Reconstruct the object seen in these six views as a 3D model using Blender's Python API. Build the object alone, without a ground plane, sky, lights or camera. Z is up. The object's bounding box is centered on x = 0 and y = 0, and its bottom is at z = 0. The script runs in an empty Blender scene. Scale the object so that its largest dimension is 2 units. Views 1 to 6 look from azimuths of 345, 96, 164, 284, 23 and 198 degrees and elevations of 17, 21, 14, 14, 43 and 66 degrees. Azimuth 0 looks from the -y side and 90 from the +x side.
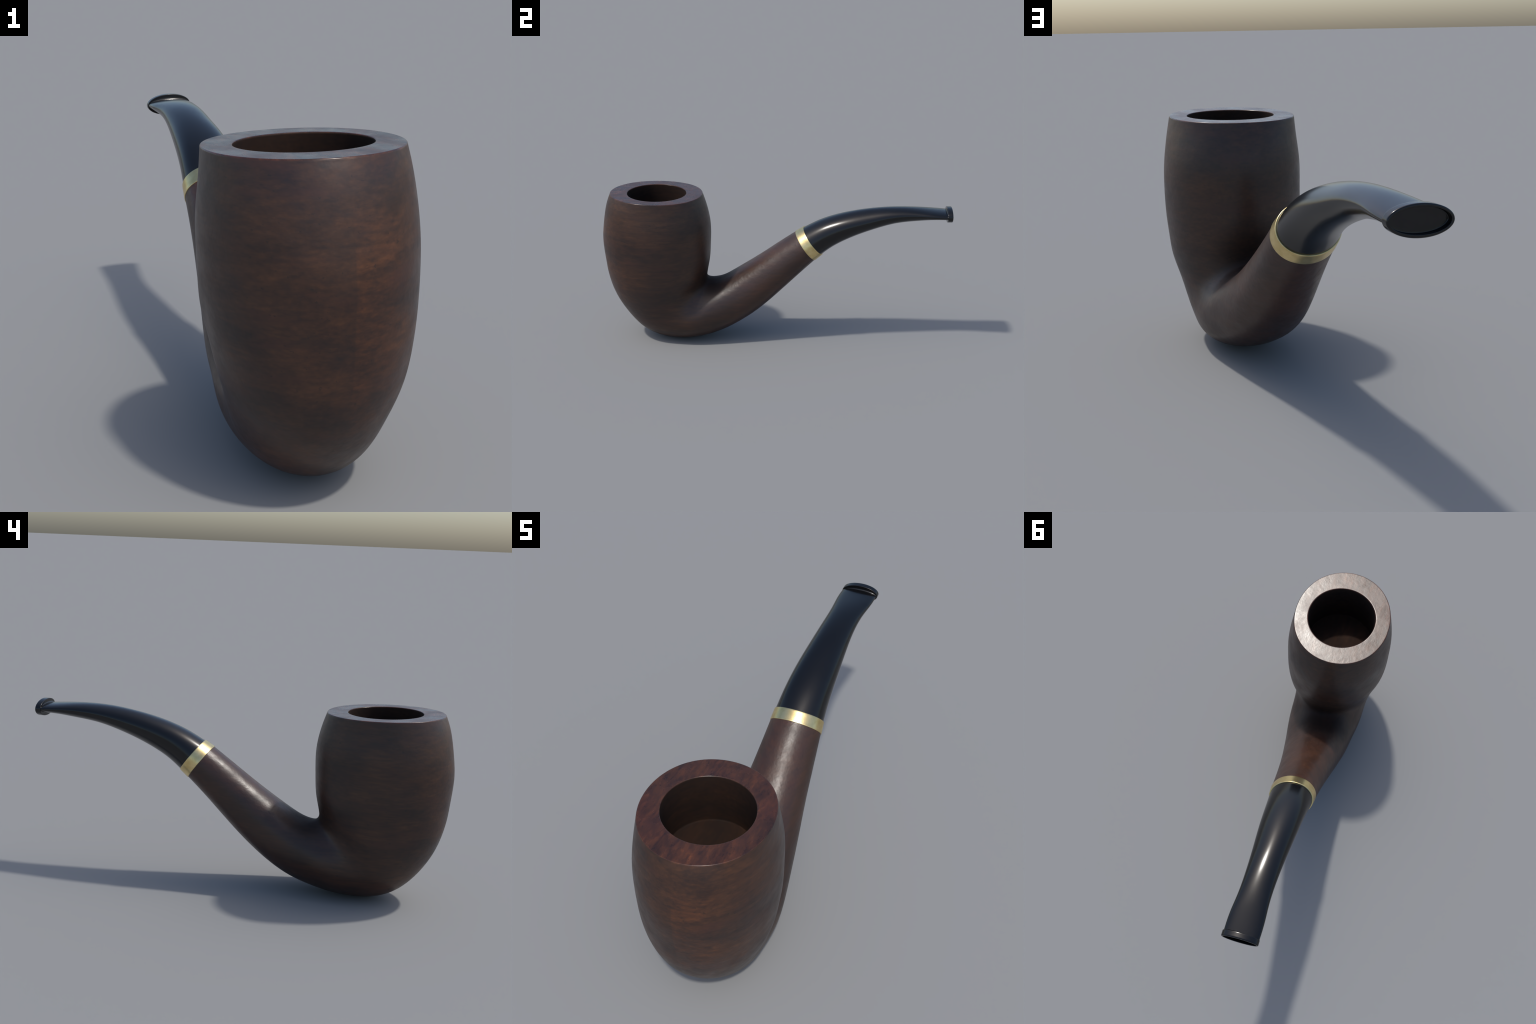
# A bent billiard-style smoking pipe: dark briar bowl and shank, brass band, black mouthpiece.
import bpy, math
import numpy as np

# ----------------------------------------------------------------------------- helpers
def spline(P, n):
    """natural cubic spline through the rows of P, n samples per span"""
    P = np.asarray(P, float)
    m = len(P)
    A = np.zeros((m, m)); B = np.zeros_like(P)
    A[0, 0] = A[-1, -1] = 1
    for i in range(1, m - 1):
        A[i, i - 1:i + 2] = [1, 4, 1]
        B[i] = 6 * (P[i - 1] - 2 * P[i] + P[i + 1])
    M = np.linalg.solve(A, B)
    t = np.linspace(0, 1, n, endpoint=False)[:, None]
    u = 1 - t
    out = []
    for i in range(m - 1):
        out.append(M[i] * u**3 / 6 + M[i + 1] * t**3 / 6
                   + (P[i] - M[i] / 6) * u + (P[i + 1] - M[i + 1] / 6) * t)
    return np.vstack(out + [P[-1:]])


def rings(S, nt, pinch=None):
    """cross-sections -> (rows, nt, 3).  Each section is a plane loop hung between an upper/inner
    point and a lower/outer point of the side profile, with a half width and two shape terms."""
    th = np.linspace(0, 2 * math.pi, nt, endpoint=False)
    c, s = np.cos(th), np.sin(th)
    t = (1 - c) / 2
    y = S[:, 0:1] * (1 - t) + S[:, 2:3] * t
    z = S[:, 1:2] * (1 - t) + S[:, 3:4] * t
    x = (S[:, 7:8] * (1 - t) + S[:, 8:9] * t
         + S[:, 4:5] * s * (1 + S[:, 5:6] * c + S[:, 6:7] * c * c))
    if pinch is not None:
        # narrow the inner end of each loop (softens the hollow either side of the crotch)
        x0 = S[:, 7:8] * (1 - t) + S[:, 8:9] * t
        x = x0 + (x - x0) * (1 - pinch[:, None] * ((1 + c) / 2) ** 3)
    return np.stack([x, y, z], -1)


def loft_faces(nr, nt, flip=False):
    f = []
    for i in range(nr - 1):
        for j in range(nt):
            k = (j + 1) % nt
            q = (i * nt + j, i * nt + k, (i + 1) * nt + k, (i + 1) * nt + j)
            f.append(q[::-1] if flip else q)
    return f


def new_mesh(name, verts, faces, mat, parent=None, normals=None):
    me = bpy.data.meshes.new(name)
    me.from_pydata([tuple(v) for v in verts], [], faces)
    me.update()
    for p in me.polygons:
        p.use_smooth = True
    if normals is not None:
        me.normals_split_custom_set_from_vertices([tuple(n) for n in normals])
    me.materials.append(mat)
    ob = bpy.data.objects.new(name, me)
    bpy.context.scene.collection.objects.link(ob)
    ob.parent = parent
    return ob


def vertex_normals(verts, faces):
    v = np.asarray(verts)
    n = np.zeros_like(v)
    for q in (f for f in faces):
        p = v[list(q)]
        a = np.cross(p[2] - p[0], p[3 % len(q)] - p[1]) if len(q) == 4 else np.cross(p[1] - p[0], p[2] - p[0])
        for i in q:
            n[i] += a
    l = np.linalg.norm(n, axis=1, keepdims=True)
    return n / np.maximum(l, 1e-12)


# ----------------------------------------------------------------------------- materials
class Nodes:
    def __init__(self, name):
        self.mat = bpy.data.materials.new(name)
        self.mat.use_nodes = True
        self.t = self.mat.node_tree
        self.bsdf = self.t.nodes["Principled BSDF"]

    def n(self, kind, **kw):
        nd = self.t.nodes.new(kind)
        for k, v in kw.items():
            if k in nd.inputs:
                nd.inputs[k].default_value = v
            else:
                setattr(nd, k, v)
        return nd

    def link(self, a, b):
        self.t.links.new(a, b)

    def noise(self, coord, scale, detail=4.0, rough=0.55, distort=0.0, loc=(0, 0, 0), rot=(0, 0, 0)):
        mp = self.n("ShaderNodeMapping")
        mp.inputs["Location"].default_value = loc
        mp.inputs["Rotation"].default_value = rot
        mp.inputs["Scale"].default_value = scale
        self.link(coord, mp.inputs["Vector"])
        nz = self.n("ShaderNodeTexNoise")
        nz.inputs["Scale"].default_value = 1.0
        nz.inputs["Detail"].default_value = detail
        nz.inputs["Roughness"].default_value = rough
        nz.inputs["Distortion"].default_value = distort
        self.link(mp.outputs[0], nz.inputs["Vector"])
        return nz.outputs["Fac"]

    def ramp(self, fac, stops):
        r = self.n("ShaderNodeValToRGB")
        e = r.color_ramp.elements
        while len(e) < len(stops):
            e.new(0.5)
        for i, (p, c) in enumerate(stops):
            e[i].position = p
            e[i].color = c if len(c) == 4 else (*c, 1)
        self.link(fac, r.inputs[0])
        return r.outputs[0]

    def math(self, op, a, b, clamp=False):
        m = self.n("ShaderNodeMath", operation=op)
        m.use_clamp = clamp
        for i, v in enumerate((a, b)):
            if isinstance(v, (int, float)):
                m.inputs[i].default_value = v
            else:
                self.link(v, m.inputs[i])
        return m.outputs[0]

    def mix(self, fac, a, b, blend='MIX'):
        m = self.n("ShaderNodeMix", data_type='RGBA', blend_type=blend)
        for sock, v in ((m.inputs[0], fac), (m.inputs[6], a), (m.inputs[7], b)):
            if isinstance(v, (int, float)):
                sock.default_value = v
            elif isinstance(v, tuple):
                sock.default_value = (*v, 1)
            else:
                self.link(v, sock)
        return m.outputs[2]


def g(v):
    return (v, v, v)


def briar_material():
    m = Nodes("briar_wood")
    co = m.n("ShaderNodeTexCoord").outputs["Object"]
    # fibres run front to back: streaks thin in height, thin across, long along the pipe
    streak = m.noise(co, (16, 5, 46), detail=5, rough=0.6, distort=0.5)
    fleck = m.noise(co, (60, 14, 120), detail=3, rough=0.6, loc=(3, 1, 7))
    blotch = m.noise(co, (5.5, 3.5, 7), detail=3, rough=0.5, loc=(1.3, 4.1, 0.4))
    band = m.noise(co, (2, 1.4, 11), detail=2, rough=0.5, loc=(7, 0, 2))
    k = m.math('ADD', m.math('MULTIPLY', streak, 0.37), m.math('MULTIPLY', blotch, 0.43))
    k = m.math('ADD', k, m.math('ADD', m.math('MULTIPLY', band, 0.14), 0.08))
    k = m.math('ADD', k, m.math('MULTIPLY', m.math('SUBTRACT', fleck, 0.5), 0.30))
    col = m.ramp(k, [(0.37, (0.0165, 0.0105, 0.0092)), (0.49, (0.0315, 0.0150, 0.0104)),
                     (0.60, (0.051, 0.0222, 0.0122)), (0.72, (0.080, 0.0330, 0.0155))])
    # the front of the bowl is stained a little warmer, the back colder and darker
    sx = m.n("ShaderNodeSeparateXYZ")
    m.link(co, sx.inputs[0])
    back = m.n("ShaderNodeMapRange")
    back.inputs["From Min"].default_value = -0.85
    back.inputs["From Max"].default_value = -0.45
    m.link(sx.outputs[1], back.inputs["Value"])
    col = m.mix(m.math('MULTIPLY', back.outputs[0], 0.25), col, (0.020, 0.0145, 0.0125))
    def span(value, lo, hi):
        r = m.n("ShaderNodeMapRange", interpolation_type='SMOOTHSTEP')
        r.inputs["From Min"].default_value = lo
        r.inputs["From Max"].default_value = hi
        m.link(value, r.inputs["Value"])
        return r.outputs[0]
    # a few reddish veins run slantwise through the block
    vein = m.noise(co, (5, 4, 22), detail=3, rough=0.5, distort=0.3, loc=(2, 5, 9), rot=(0.9, 0.15, 0))
    col = m.mix(m.math('MULTIPLY', span(vein, 0.54, 0.72), 0.5), col, (0.048, 0.0190, 0.0135))
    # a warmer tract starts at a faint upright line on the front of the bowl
    px, py, pz = sx.outputs
    warm = m.math('MULTIPLY', span(px, 0.006, 0.012), span(px, 0.20, 0.05))
    warm = m.math('MULTIPLY', warm, span(py, -0.74, -0.86))
    warm = m.math('MULTIPLY', warm, m.math('MULTIPLY', span(pz, 0.18, 0.42), span(pz, 0.84, 0.68)))
    lift = m.ramp(streak, [(0.35, (1.15, 1.08, 1.0)), (0.65, (1.70, 1.45, 1.15))])
    col = m.mix(m.math('MULTIPLY', warm, 0.7), col, m.mix(1.0, col, lift, 'MULTIPLY'))
    # tiny dark pores
    pit = m.noise(co, (70, 40, 95), detail=3, rough=0.6, loc=(4, 4, 1))
    col = m.mix(m.math('MULTIPLY', span(pit, 0.64, 0.72), 0.55), col, (0.0085, 0.0075, 0.0075))
    # the shank is a redder, more even brown
    red = span(py, -0.36, -0.12)
    col = m.mix(m.math('MULTIPLY', red, 0.85), col, m.mix(0.38, m.mix(1.0, col, (1.28, 1.12, 1.05), 'MULTIPLY'), (0.048, 0.0240, 0.0155)))
    # end grain on the flat rim: redder, short streaks running front to back
    tilted = m.math('ADD', pz, m.math('MULTIPLY', m.math('ADD', py, -CHAMBER_Y), 0.030))
    rim = span(tilted, RIM_Z - 0.0045, RIM_Z - 0.0012)
    grain = m.noise(co, (58, 20, 20), detail=4, rough=0.65, distort=0.4, loc=(8, 3, 5))
    ends = m.ramp(grain, [(0.34, (0.90, 0.84, 0.92)), (0.50, (1.32, 1.14, 1.08)), (0.68, (2.0, 1.58, 1.28))])
    col = m.mix(rim, col, m.mix(1.0, col, ends, 'MULTIPLY'))
    # occlusion shadow painted into the bowl-shank crease: darker colour, less gloss
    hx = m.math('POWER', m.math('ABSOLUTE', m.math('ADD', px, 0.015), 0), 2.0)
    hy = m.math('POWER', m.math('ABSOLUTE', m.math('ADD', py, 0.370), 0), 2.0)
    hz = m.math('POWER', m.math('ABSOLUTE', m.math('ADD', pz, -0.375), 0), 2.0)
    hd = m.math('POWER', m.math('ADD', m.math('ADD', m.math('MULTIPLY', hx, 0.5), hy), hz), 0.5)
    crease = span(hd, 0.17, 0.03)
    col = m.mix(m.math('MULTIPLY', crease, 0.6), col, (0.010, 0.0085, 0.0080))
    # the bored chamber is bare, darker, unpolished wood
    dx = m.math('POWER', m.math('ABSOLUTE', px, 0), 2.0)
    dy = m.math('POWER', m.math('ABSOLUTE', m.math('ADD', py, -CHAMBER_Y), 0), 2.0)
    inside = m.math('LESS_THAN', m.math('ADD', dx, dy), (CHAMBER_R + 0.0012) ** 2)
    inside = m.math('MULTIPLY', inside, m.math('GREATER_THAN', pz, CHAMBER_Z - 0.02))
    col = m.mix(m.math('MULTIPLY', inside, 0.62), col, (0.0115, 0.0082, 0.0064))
    m.link(col, m.bsdf.inputs["Base Color"])
    rg = m.n("ShaderNodeMapRange")
    rg.inputs["From Min"].default_value = 0.3
    rg.inputs["From Max"].default_value = 0.7
    rg.inputs["To Min"].default_value = 0.32
    rg.inputs["To Max"].default_value = 0.47
    cloud = m.noise(co, (14, 10, 14), detail=4, rough=0.6, loc=(0, 6, 3))
    m.link(cloud, rg.inputs["Value"])
    rough = m.math('SUBTRACT', rg.outputs[0], m.math('MULTIPLY', rim, 0.125))
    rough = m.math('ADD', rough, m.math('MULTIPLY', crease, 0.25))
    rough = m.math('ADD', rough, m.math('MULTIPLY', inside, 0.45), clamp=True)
    m.link(rough, m.bsdf.inputs["Roughness"])
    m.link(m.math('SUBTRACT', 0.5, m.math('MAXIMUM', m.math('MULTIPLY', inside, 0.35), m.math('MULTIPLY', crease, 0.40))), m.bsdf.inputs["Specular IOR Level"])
    bp = m.n("ShaderNodeBump")
    bp.inputs["Strength"].default_value = 1.0
    bp.inputs["Distance"].default_value = 0.01
    dents = m.noise(co, (36, 30, 38), detail=2, rough=0.5, loc=(2, 9, 4))
    pores = m.noise(co, (150, 150, 150), detail=2, loc=(5, 2, 1))
    amount = m.math('ADD', 0.085, m.math('MULTIPLY', red, 0.05))
    amount = m.math('SUBTRACT', amount, m.math('MULTIPLY', rim, 0.055))
    relief = m.math('MULTIPLY', dents, amount)
    relief = m.math('ADD', relief, m.math('MULTIPLY', pores, 0.006))
    m.link(relief, bp.inputs["Height"])
    m.link(bp.outputs[0], m.bsdf.inputs["Normal"])
    return m.mat


def brass_material():
    m = Nodes("brass")
    co = m.n("ShaderNodeTexCoord").outputs["Object"]
    nz = m.noise(co, (30, 30, 30), detail=4)
    col = m.ramp(nz, [(0.35, (0.70, 0.54, 0.24)), (0.65, (0.83, 0.67, 0.34))])
    m.link(col, m.bsdf.inputs["Base Color"])
    m.bsdf.inputs["Metallic"].default_value = 1.0
    m.bsdf.inputs["Roughness"].default_value = 0.3
    bp = m.n("ShaderNodeBump")
    bp.inputs["Strength"].default_value = 0.05
    bp.inputs["Distance"].default_value = 0.004
    m.link(m.noise(co, (160, 160, 160), detail=2), bp.inputs["Height"])
    m.link(bp.outputs[0], m.bsdf.inputs["Normal"])
    return m.mat


def ebonite_material():
    m = Nodes("black_ebonite")
    co = m.n("ShaderNodeTexCoord").outputs["Object"]
    nz = m.noise(co, (8, 8, 8), detail=3)
    col = m.ramp(nz, [(0.3, (0.0026, 0.0026, 0.0029)), (0.7, (0.0036, 0.0036, 0.0040))])
    m.link(col, m.bsdf.inputs["Base Color"])
    m.bsdf.inputs["Roughness"].default_value = 0.2
    return m.mat


# ----------------------------------------------------------------------------- sizes
# section columns: inner y, inner z, outer y, outer z, half width, skew, squareness, inner x, outer x
# bowl rows go down from the rim; then the sections fan round the crotch and run up the shank
WOOD = [
    [-0.4136, 0.872, -0.9428, 0.872, 0.2388, 0.019, 0.0403, -0.0058, -0.0014],
    [-0.3907, 0.8, -0.9691, 0.8, 0.2482, 0.0001, 0.0413, -0.0037, 0.0004],
    [-0.3729, 0.7, -0.9901, 0.7, 0.2609, -0.0007, 0.0245, -0.0018, 0.0002],
    [-0.3729, 0.6, -1.0001, 0.6, 0.2638, 0.008, -0.0035, -0.0009, 0.0013],
    [-0.38, 0.5, -0.9929, 0.4891, 0.2612, 0.0105, 0.0104, -0.0003, 0.0004],
    [-0.3896, 0.44, -0.9817, 0.3925, 0.2514, -0.0, 0.0101, 0.0054, -0.0006],
    [-0.3966, 0.4013, -0.9514, 0.2813, 0.2394, -0.0257, -0.0284, 0.011, -0.0013],
    [-0.4005, 0.379, -0.8945, 0.1729, 0.2204, -0.0448, -0.0385, 0.0084, -0.0014],
    [-0.4012, 0.3645, -0.8038, 0.0692, 0.2042, -0.066, -0.0238, -0.0029, 0.0055],
    [-0.394, 0.353, -0.6846, 0.0096, 0.2004, -0.0308, -0.0312, -0.0189, 0.0142],
    [-0.3785, 0.3465, -0.5394, 0.001, 0.1946, -0.0281, 0.0401, -0.03, 0.0232],
    [-0.353, 0.3465, -0.3958, 0.0248, 0.1825, 0.0464, 0.1231, -0.0286, 0.0214],
    [-0.31, 0.3585, -0.2542, 0.0809, 0.1689, 0.0457, 0.168, -0.0262, 0.0086],
    [-0.2223, 0.412, -0.1052, 0.1781, 0.1492, 0.0054, 0.1265, -0.0297, 0.0039],
    [-0.0918, 0.4984, 0.0275, 0.2955, 0.1303, -0.0053, 0.0851, -0.03, -0.0012],
    [0.0272, 0.5829, 0.1438, 0.4093, 0.1177, -0.0233, 0.0503, -0.0314, -0.0041],
    [0.1152, 0.6525, 0.2309, 0.4959, 0.1091, -0.059, 0.0139, -0.0343, -0.0079],
]
STEM = [
    [0.1643, 0.6743, 0.2701, 0.5334, 0.1045, -0.05, 0.06, -0.0346, -0.0098],
    [0.2678, 0.7246, 0.3472, 0.5858, 0.0977, 0.019, 0.0587, -0.0321, -0.0117],
    [0.3952, 0.7664, 0.46, 0.6433, 0.0906, 0.0201, 0.0032, -0.0312, -0.0151],
    [0.5172, 0.7914, 0.5756, 0.6874, 0.0821, -0.0181, -0.0309, -0.0311, -0.0198],
    [0.6452, 0.8059, 0.6909, 0.7199, 0.0753, 0.0224, -0.017, -0.0278, -0.027],
    [0.7749, 0.8073, 0.8038, 0.7352, 0.0742, 0.094, -0.0034, -0.0273, -0.0305],
    [0.8774, 0.8003, 0.8955, 0.7456, 0.0809, 0.0977, 0.0191, -0.028, -0.0314],
    [0.9646, 0.7926, 0.9759, 0.7494, 0.0819, 0.0633, 0.0393, -0.0294, -0.0325],
]
NT = 144            # points round every cross-section
PER = 12            # loft rows between control sections
SPLIT = 10 * PER    # where the bowl hands over to the shank
RIM_Z = 0.8755      # flat top of the bowl
CHAMBER_Y, CHAMBER_R, CHAMBER_Z = -0.675, 0.1675, 0.645
# brass band: two oval end rings, slightly rolled about the axis of the shank
BAND_LOW, LOW_A, LOW_B = np.array([-0.0200, 0.1771, 0.5705]), 0.1147, 0.0971
BAND_TOP, TOP_A, TOP_B = np.array([-0.0214, 0.2203, 0.6022]), 0.1105, 0.0929
BAND_PITCH, BAND_YAW, BAND_ROLL = 0.652, -0.047, -0.23


def frame(center, pitch, yaw, roll=0.0):
    n = np.array([math.sin(yaw) * math.cos(pitch), math.cos(yaw) * math.cos(pitch), math.sin(pitch)])
    x = np.cross(n, [0, 0, 1]); x /= np.linalg.norm(x)
    z = np.cross(x, n)
    return (np.array(center), n, math.cos(roll) * x + math.sin(roll) * z,
            math.cos(roll) * z - math.sin(roll) * x)


def oval_section(c, a, b):
    """the rolled oval of the band written as one of the cross-section rows above"""
    sr, cr = math.sin(BAND_ROLL), math.cos(BAND_ROLL)
    B = math.hypot(a * sr, b * cr)
    shear = (a * a - b * b) * sr * cr / B
    dy, dz = -math.sin(BAND_PITCH) * B, math.cos(BAND_PITCH) * B
    return [c[1] + dy, c[2] + dz, c[1] - dy, c[2] - dz, a * b / B, 0, 0, c[0] + shear, c[0] - shear]


axis = frame(BAND_LOW, BAND_PITCH, BAND_YAW)[1]
WOOD[-1] = oval_section(BAND_LOW + 0.010 * axis, LOW_A - 0.0035, LOW_B - 0.0035)
STEM[0] = oval_section(BAND_TOP - 0.010 * axis, TOP_A - 0.0035, TOP_B - 0.0035)

briar, brass, ebonite = briar_material(), brass_material(), ebonite_material()

pipe = bpy.data.objects.new("smoking_pipe", None)
bpy.context.scene.collection.objects.link(pipe)
pipe["label"] = "bent smoking pipe, dark briar bowl, brass band, black mouthpiece"
pipe["category"] = "smoking pipe"

# ----------------------------------------------------------------------------- bowl and shank, one skin
idx = np.arange((len(WOOD) - 1) * PER + 1) / PER
body = rings(spline(WOOD, PER), NT, 0.25 * np.exp(-((idx - 9.3) / 1.9) ** 2))
# blend the hollow where shank meets bowl: local averaging whose reach widens away from the crotch
BP = body.reshape(-1, 3)
du = np.gradient(body, axis=0)
dv = (np.roll(body, -1, 1) - np.roll(body, 1, 1)) / 2
area = np.linalg.norm(np.cross(du, dv), axis=-1).ravel()
crotch = np.array([-0.020, -0.385, 0.335])
dist = np.linalg.norm((BP - crotch) * np.array([0.75, 1.0, 1.0]), axis=1)
wgt = np.clip(1.25 - dist / 0.17, 0, 1)
wgt = wgt * wgt * (3 - 2 * wgt)
side = np.clip(np.abs(BP[:, 0] - crotch[0]) / 0.11, 0, 1)
reach = 0.009 + 0.026 * side
sel = np.nonzero(wgt > 0)[0]
near = np.nonzero(dist < 0.40)[0]
blended = BP.copy()
for k in range(0, len(sel), 400):
    b = sel[k:k + 400]
    d2 = ((BP[b][:, None] - BP[near][None]) ** 2).sum(-1)
    gk = np.exp(-d2 / (2 * reach[b][:, None] ** 2)) * area[near][None]
    avg = gk @ BP[near] / gk.sum(1, keepdims=True)
    blended[b] = BP[b] + (avg - BP[b]) * wgt[b][:, None]
body = blended.reshape(body.shape)
th = np.linspace(0, 2 * math.pi, NT, endpoint=False)
# rim: rounded outer edge, flat top, rounded inner edge, chamber wall, floor
edge = body[0]
mid = np.array([0.0, CHAMBER_Y])
bore = np.stack([np.sin(th), np.cos(th)], -1) * 1.0          # inner point of a section faces +y
pre = []                                                     # rows from chamber floor up to the rim
def bore_row(r, z):
    return np.column_stack([mid[0] + r * bore[:, 0], mid[1] + r * bore[:, 1], np.full(NT, z)])
R = CHAMBER_R
pre.append(bore_row(0.0005, CHAMBER_Z))
for f in (0.35, 0.7, 0.93):
    pre.append(bore_row(R * f, CHAMBER_Z))
for a in np.linspace(0, math.pi / 2, 5):                     # floor corner
    pre.append(bore_row(R - 0.006 + 0.006 * math.sin(a), CHAMBER_Z + 0.006 - 0.006 * math.cos(a)))
for f in np.linspace(0.06, 0.95, 9):
    pre.append(bore_row(R, CHAMBER_Z + f * (RIM_Z - CHAMBER_Z)))
e = 0.0045
for a in np.linspace(0, math.pi / 2, 6):                     # inner lip
    pre.append(bore_row(R + e - e * math.cos(a), RIM_Z - e + e * math.sin(a)))
lip_in = pre[-1]
out_dir = edge[:, :2] - mid
out_dir /= np.linalg.norm(out_dir, axis=1, keepdims=True)
r0 = RIM_Z - edge[0, 2]                                      # outer edge radius
flat_end = edge.copy()
flat_end[:, :2] -= out_dir * r0
flat_end[:, 2] = RIM_Z
for f in (0.03, 0.1, 0.3, 0.5, 0.7, 0.9, 0.97):
    pre.append(lip_in * (1 - f) + flat_end * f)
for a in np.linspace(0, math.pi / 2, 6)[:-1]:                # outer rounding
    row = edge.copy()
    row[:, :2] += out_dir * (r0 * math.sin(a) - r0)
    row[:, 2] = RIM_Z - r0 + r0 * math.cos(a)
    pre.append(row)
pre = np.array(pre)
grid = np.concatenate([pre, body])
nr = len(grid)
split = len(pre) + SPLIT
V = grid.reshape(-1, 3)
# the rim is cut a little lower on the shank side
up = np.clip((V[:, 2] - 0.66) / (0.86 - 0.66), 0, 1)
V[:, 2] -= 0.030 * (V[:, 1] - CHAMBER_Y) * up * up * (3 - 2 * up)
V[:, 2] -= V[:, 2].min()
F = loft_faces(nr, NT)
N = vertex_normals(V, F)
ctr = V[split * NT:(split + 1) * NT].mean(0)
probe = len(pre) + 3 * PER
if (N[probe * NT] * (V[probe * NT] - V[probe * NT:(probe + 1) * NT].mean(0))).sum() < 0:
    F = [q[::-1] for q in F]
    N = -N
row_of = lambda q: min(q) // NT
fb = [q for q in F if row_of(q) < split]
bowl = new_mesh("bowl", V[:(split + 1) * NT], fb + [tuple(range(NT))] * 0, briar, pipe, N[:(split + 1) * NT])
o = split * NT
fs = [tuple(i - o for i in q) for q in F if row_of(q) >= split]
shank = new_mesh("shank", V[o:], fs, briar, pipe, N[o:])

# ----------------------------------------------------------------------------- brass band
c0, n0, x0, z0 = frame(BAND_LOW, BAND_PITCH, BAND_YAW, BAND_ROLL)
LEN = float(np.dot(BAND_TOP - BAND_LOW, n0))
def band_row(along, inset):
    t = along / LEN
    c = BAND_LOW * (1 - t) + BAND_TOP * t
    a, b = LOW_A * (1 - t) + TOP_A * t - inset, LOW_B * (1 - t) + TOP_B * t - inset
    return np.array([c + (a * math.cos(q)) * x0 + (b * math.sin(q)) * z0 for q in th])
prof = []
ch = 0.0022
def put(along, inset):
    prof.append(band_row(along, inset))
put(0.0, 0.013)
put(0.0, ch + 0.001)
for q in np.linspace(0, math.pi / 2, 5):
    put(ch - ch * math.cos(q), ch - ch * math.sin(q))
for f in (0.1, 0.3, 0.5, 0.7, 0.9):
    put(ch + (LEN - 2 * ch) * f, 0.0)
for q in np.linspace(0, math.pi / 2, 5):
    put(LEN - ch + ch * math.sin(q), ch - ch * math.cos(q))
put(LEN, ch + 0.001)
put(LEN, 0.016)
prof.append(prof[0] * 1.0)
P = np.array(prof)
bv = P[:-1].reshape(-1, 3)
nb = len(P) - 1
bf = []
for i in range(nb):
    for j in range(NT):
        k, i2 = (j + 1) % NT, (i + 1) % nb
        bf.append((i * NT + j, i * NT + k, i2 * NT + k, i2 * NT + j))
bn = vertex_normals(bv, bf)
mrow = nb // 2
if (bn[mrow * NT] * (bv[mrow * NT] - c0)).sum() < 0:
    bf = [q[::-1] for q in bf]
band = new_mesh("band", bv, bf, brass, pipe)

# ----------------------------------------------------------------------------- mouthpiece
stem = rings(spline(STEM, 16), NT)
# a short tenon inside the band, so nothing shows a gap
c_start = stem[0].mean(0)
tenon = (stem[0] - c_start) * 0.97 + c_start - n0 * 0.02
sg = np.concatenate([tenon[None], stem])
sv = sg.reshape(-1, 3)
sf = loft_faces(len(sg), NT)
sn = vertex_normals(sv, sf)
pr = 40
if (sn[pr * NT] * (sv[pr * NT] - sg[pr].mean(0))).sum() < 0:
    sf = [q[::-1] for q in sf]
mouthpiece = new_mesh("mouthpiece", sv, sf, ebonite, pipe)

# bit lip: a flat oval collar with rounded edges and a shallow hollow in its end face
c1, n1, x1, z1 = frame((-0.0305, 0.9970, 0.7722), 0.008, -0.035, 0.03)
LA, LB, TH = 0.0856, 0.0405, 0.0275
def lip_oval(back, a, b):
    return np.array([c1 - n1 * back + (a * math.cos(q)) * x1 + (b * math.sin(q)) * z1 for q in th])
def lip_row(back, inset, scale=1.0):
    return lip_oval(back, (LA - inset) * scale, (LB - inset) * scale)
sa, sb, fr = 0.0815, 0.0212, 0.0035                    # stem end and the small fillet against it
lp = [lip_oval(TH + fr, sa - 0.004, sb - 0.004)]
for q in np.linspace(0, math.pi / 2, 4):
    g1 = 0.0002 + fr - fr * math.cos(q)
    lp.append(lip_oval(TH + fr - fr * math.sin(q), sa + g1 * 0.35, sb + g1))
lp.append(lip_oval(TH, LA - 0.0028, LB - 0.0100))
lp.append(lip_oval(TH, LA - 0.0024, LB - 0.0028))
br = 0.0018
for q in np.linspace(0, math.pi / 2, 4):               # crisp rear edge of the collar
    lp.append(lip_row(TH - br + br * math.cos(q), br - br * math.sin(q)))
lp.append(lip_row(TH - 0.004, 0.0))
lp.append(lip_row(0.008, 0.0))
rd = 0.0045
for q in np.linspace(0, math.pi / 2, 6):               # softer front edge
    lp.append(lip_row(rd - rd * math.sin(q), rd - rd * math.cos(q)))
w = 0.0085
for q in np.linspace(0, math.pi / 2, 5):
    lp.append(lip_row(0.0015 - 0.0015 * math.cos(q), w - 0.0015 + 0.0015 * math.sin(q)))
lp.append(lip_row(0.008, w))
lp.append(lip_row(0.015, w))
for q in np.linspace(0, math.pi / 2, 4):
    lp.append(lip_row(0.016 + 0.002 * math.sin(q), w + 0.002 - 0.002 * math.cos(q)))
for f in (0.7, 0.4, 0.1):
    lp.append(lip_row(0.018, w + 0.002, f))
lp.append(lip_row(0.018, w + 0.002, 0.01))
L = np.array(lp)
lv = L.reshape(-1, 3)
lf = loft_faces(len(L), NT)
last = (len(L) - 1) * NT
lf.append(tuple(range(last, last + NT)))
ln = vertex_normals(lv, lf[:-1])
if (ln[12 * NT] * (lv[12 * NT] - (c1 - n1 * TH / 2))).sum() < 0:
    lf = [q[::-1] for q in lf]
lip = new_mesh("bit_lip", lv, lf, ebonite, mouthpiece)
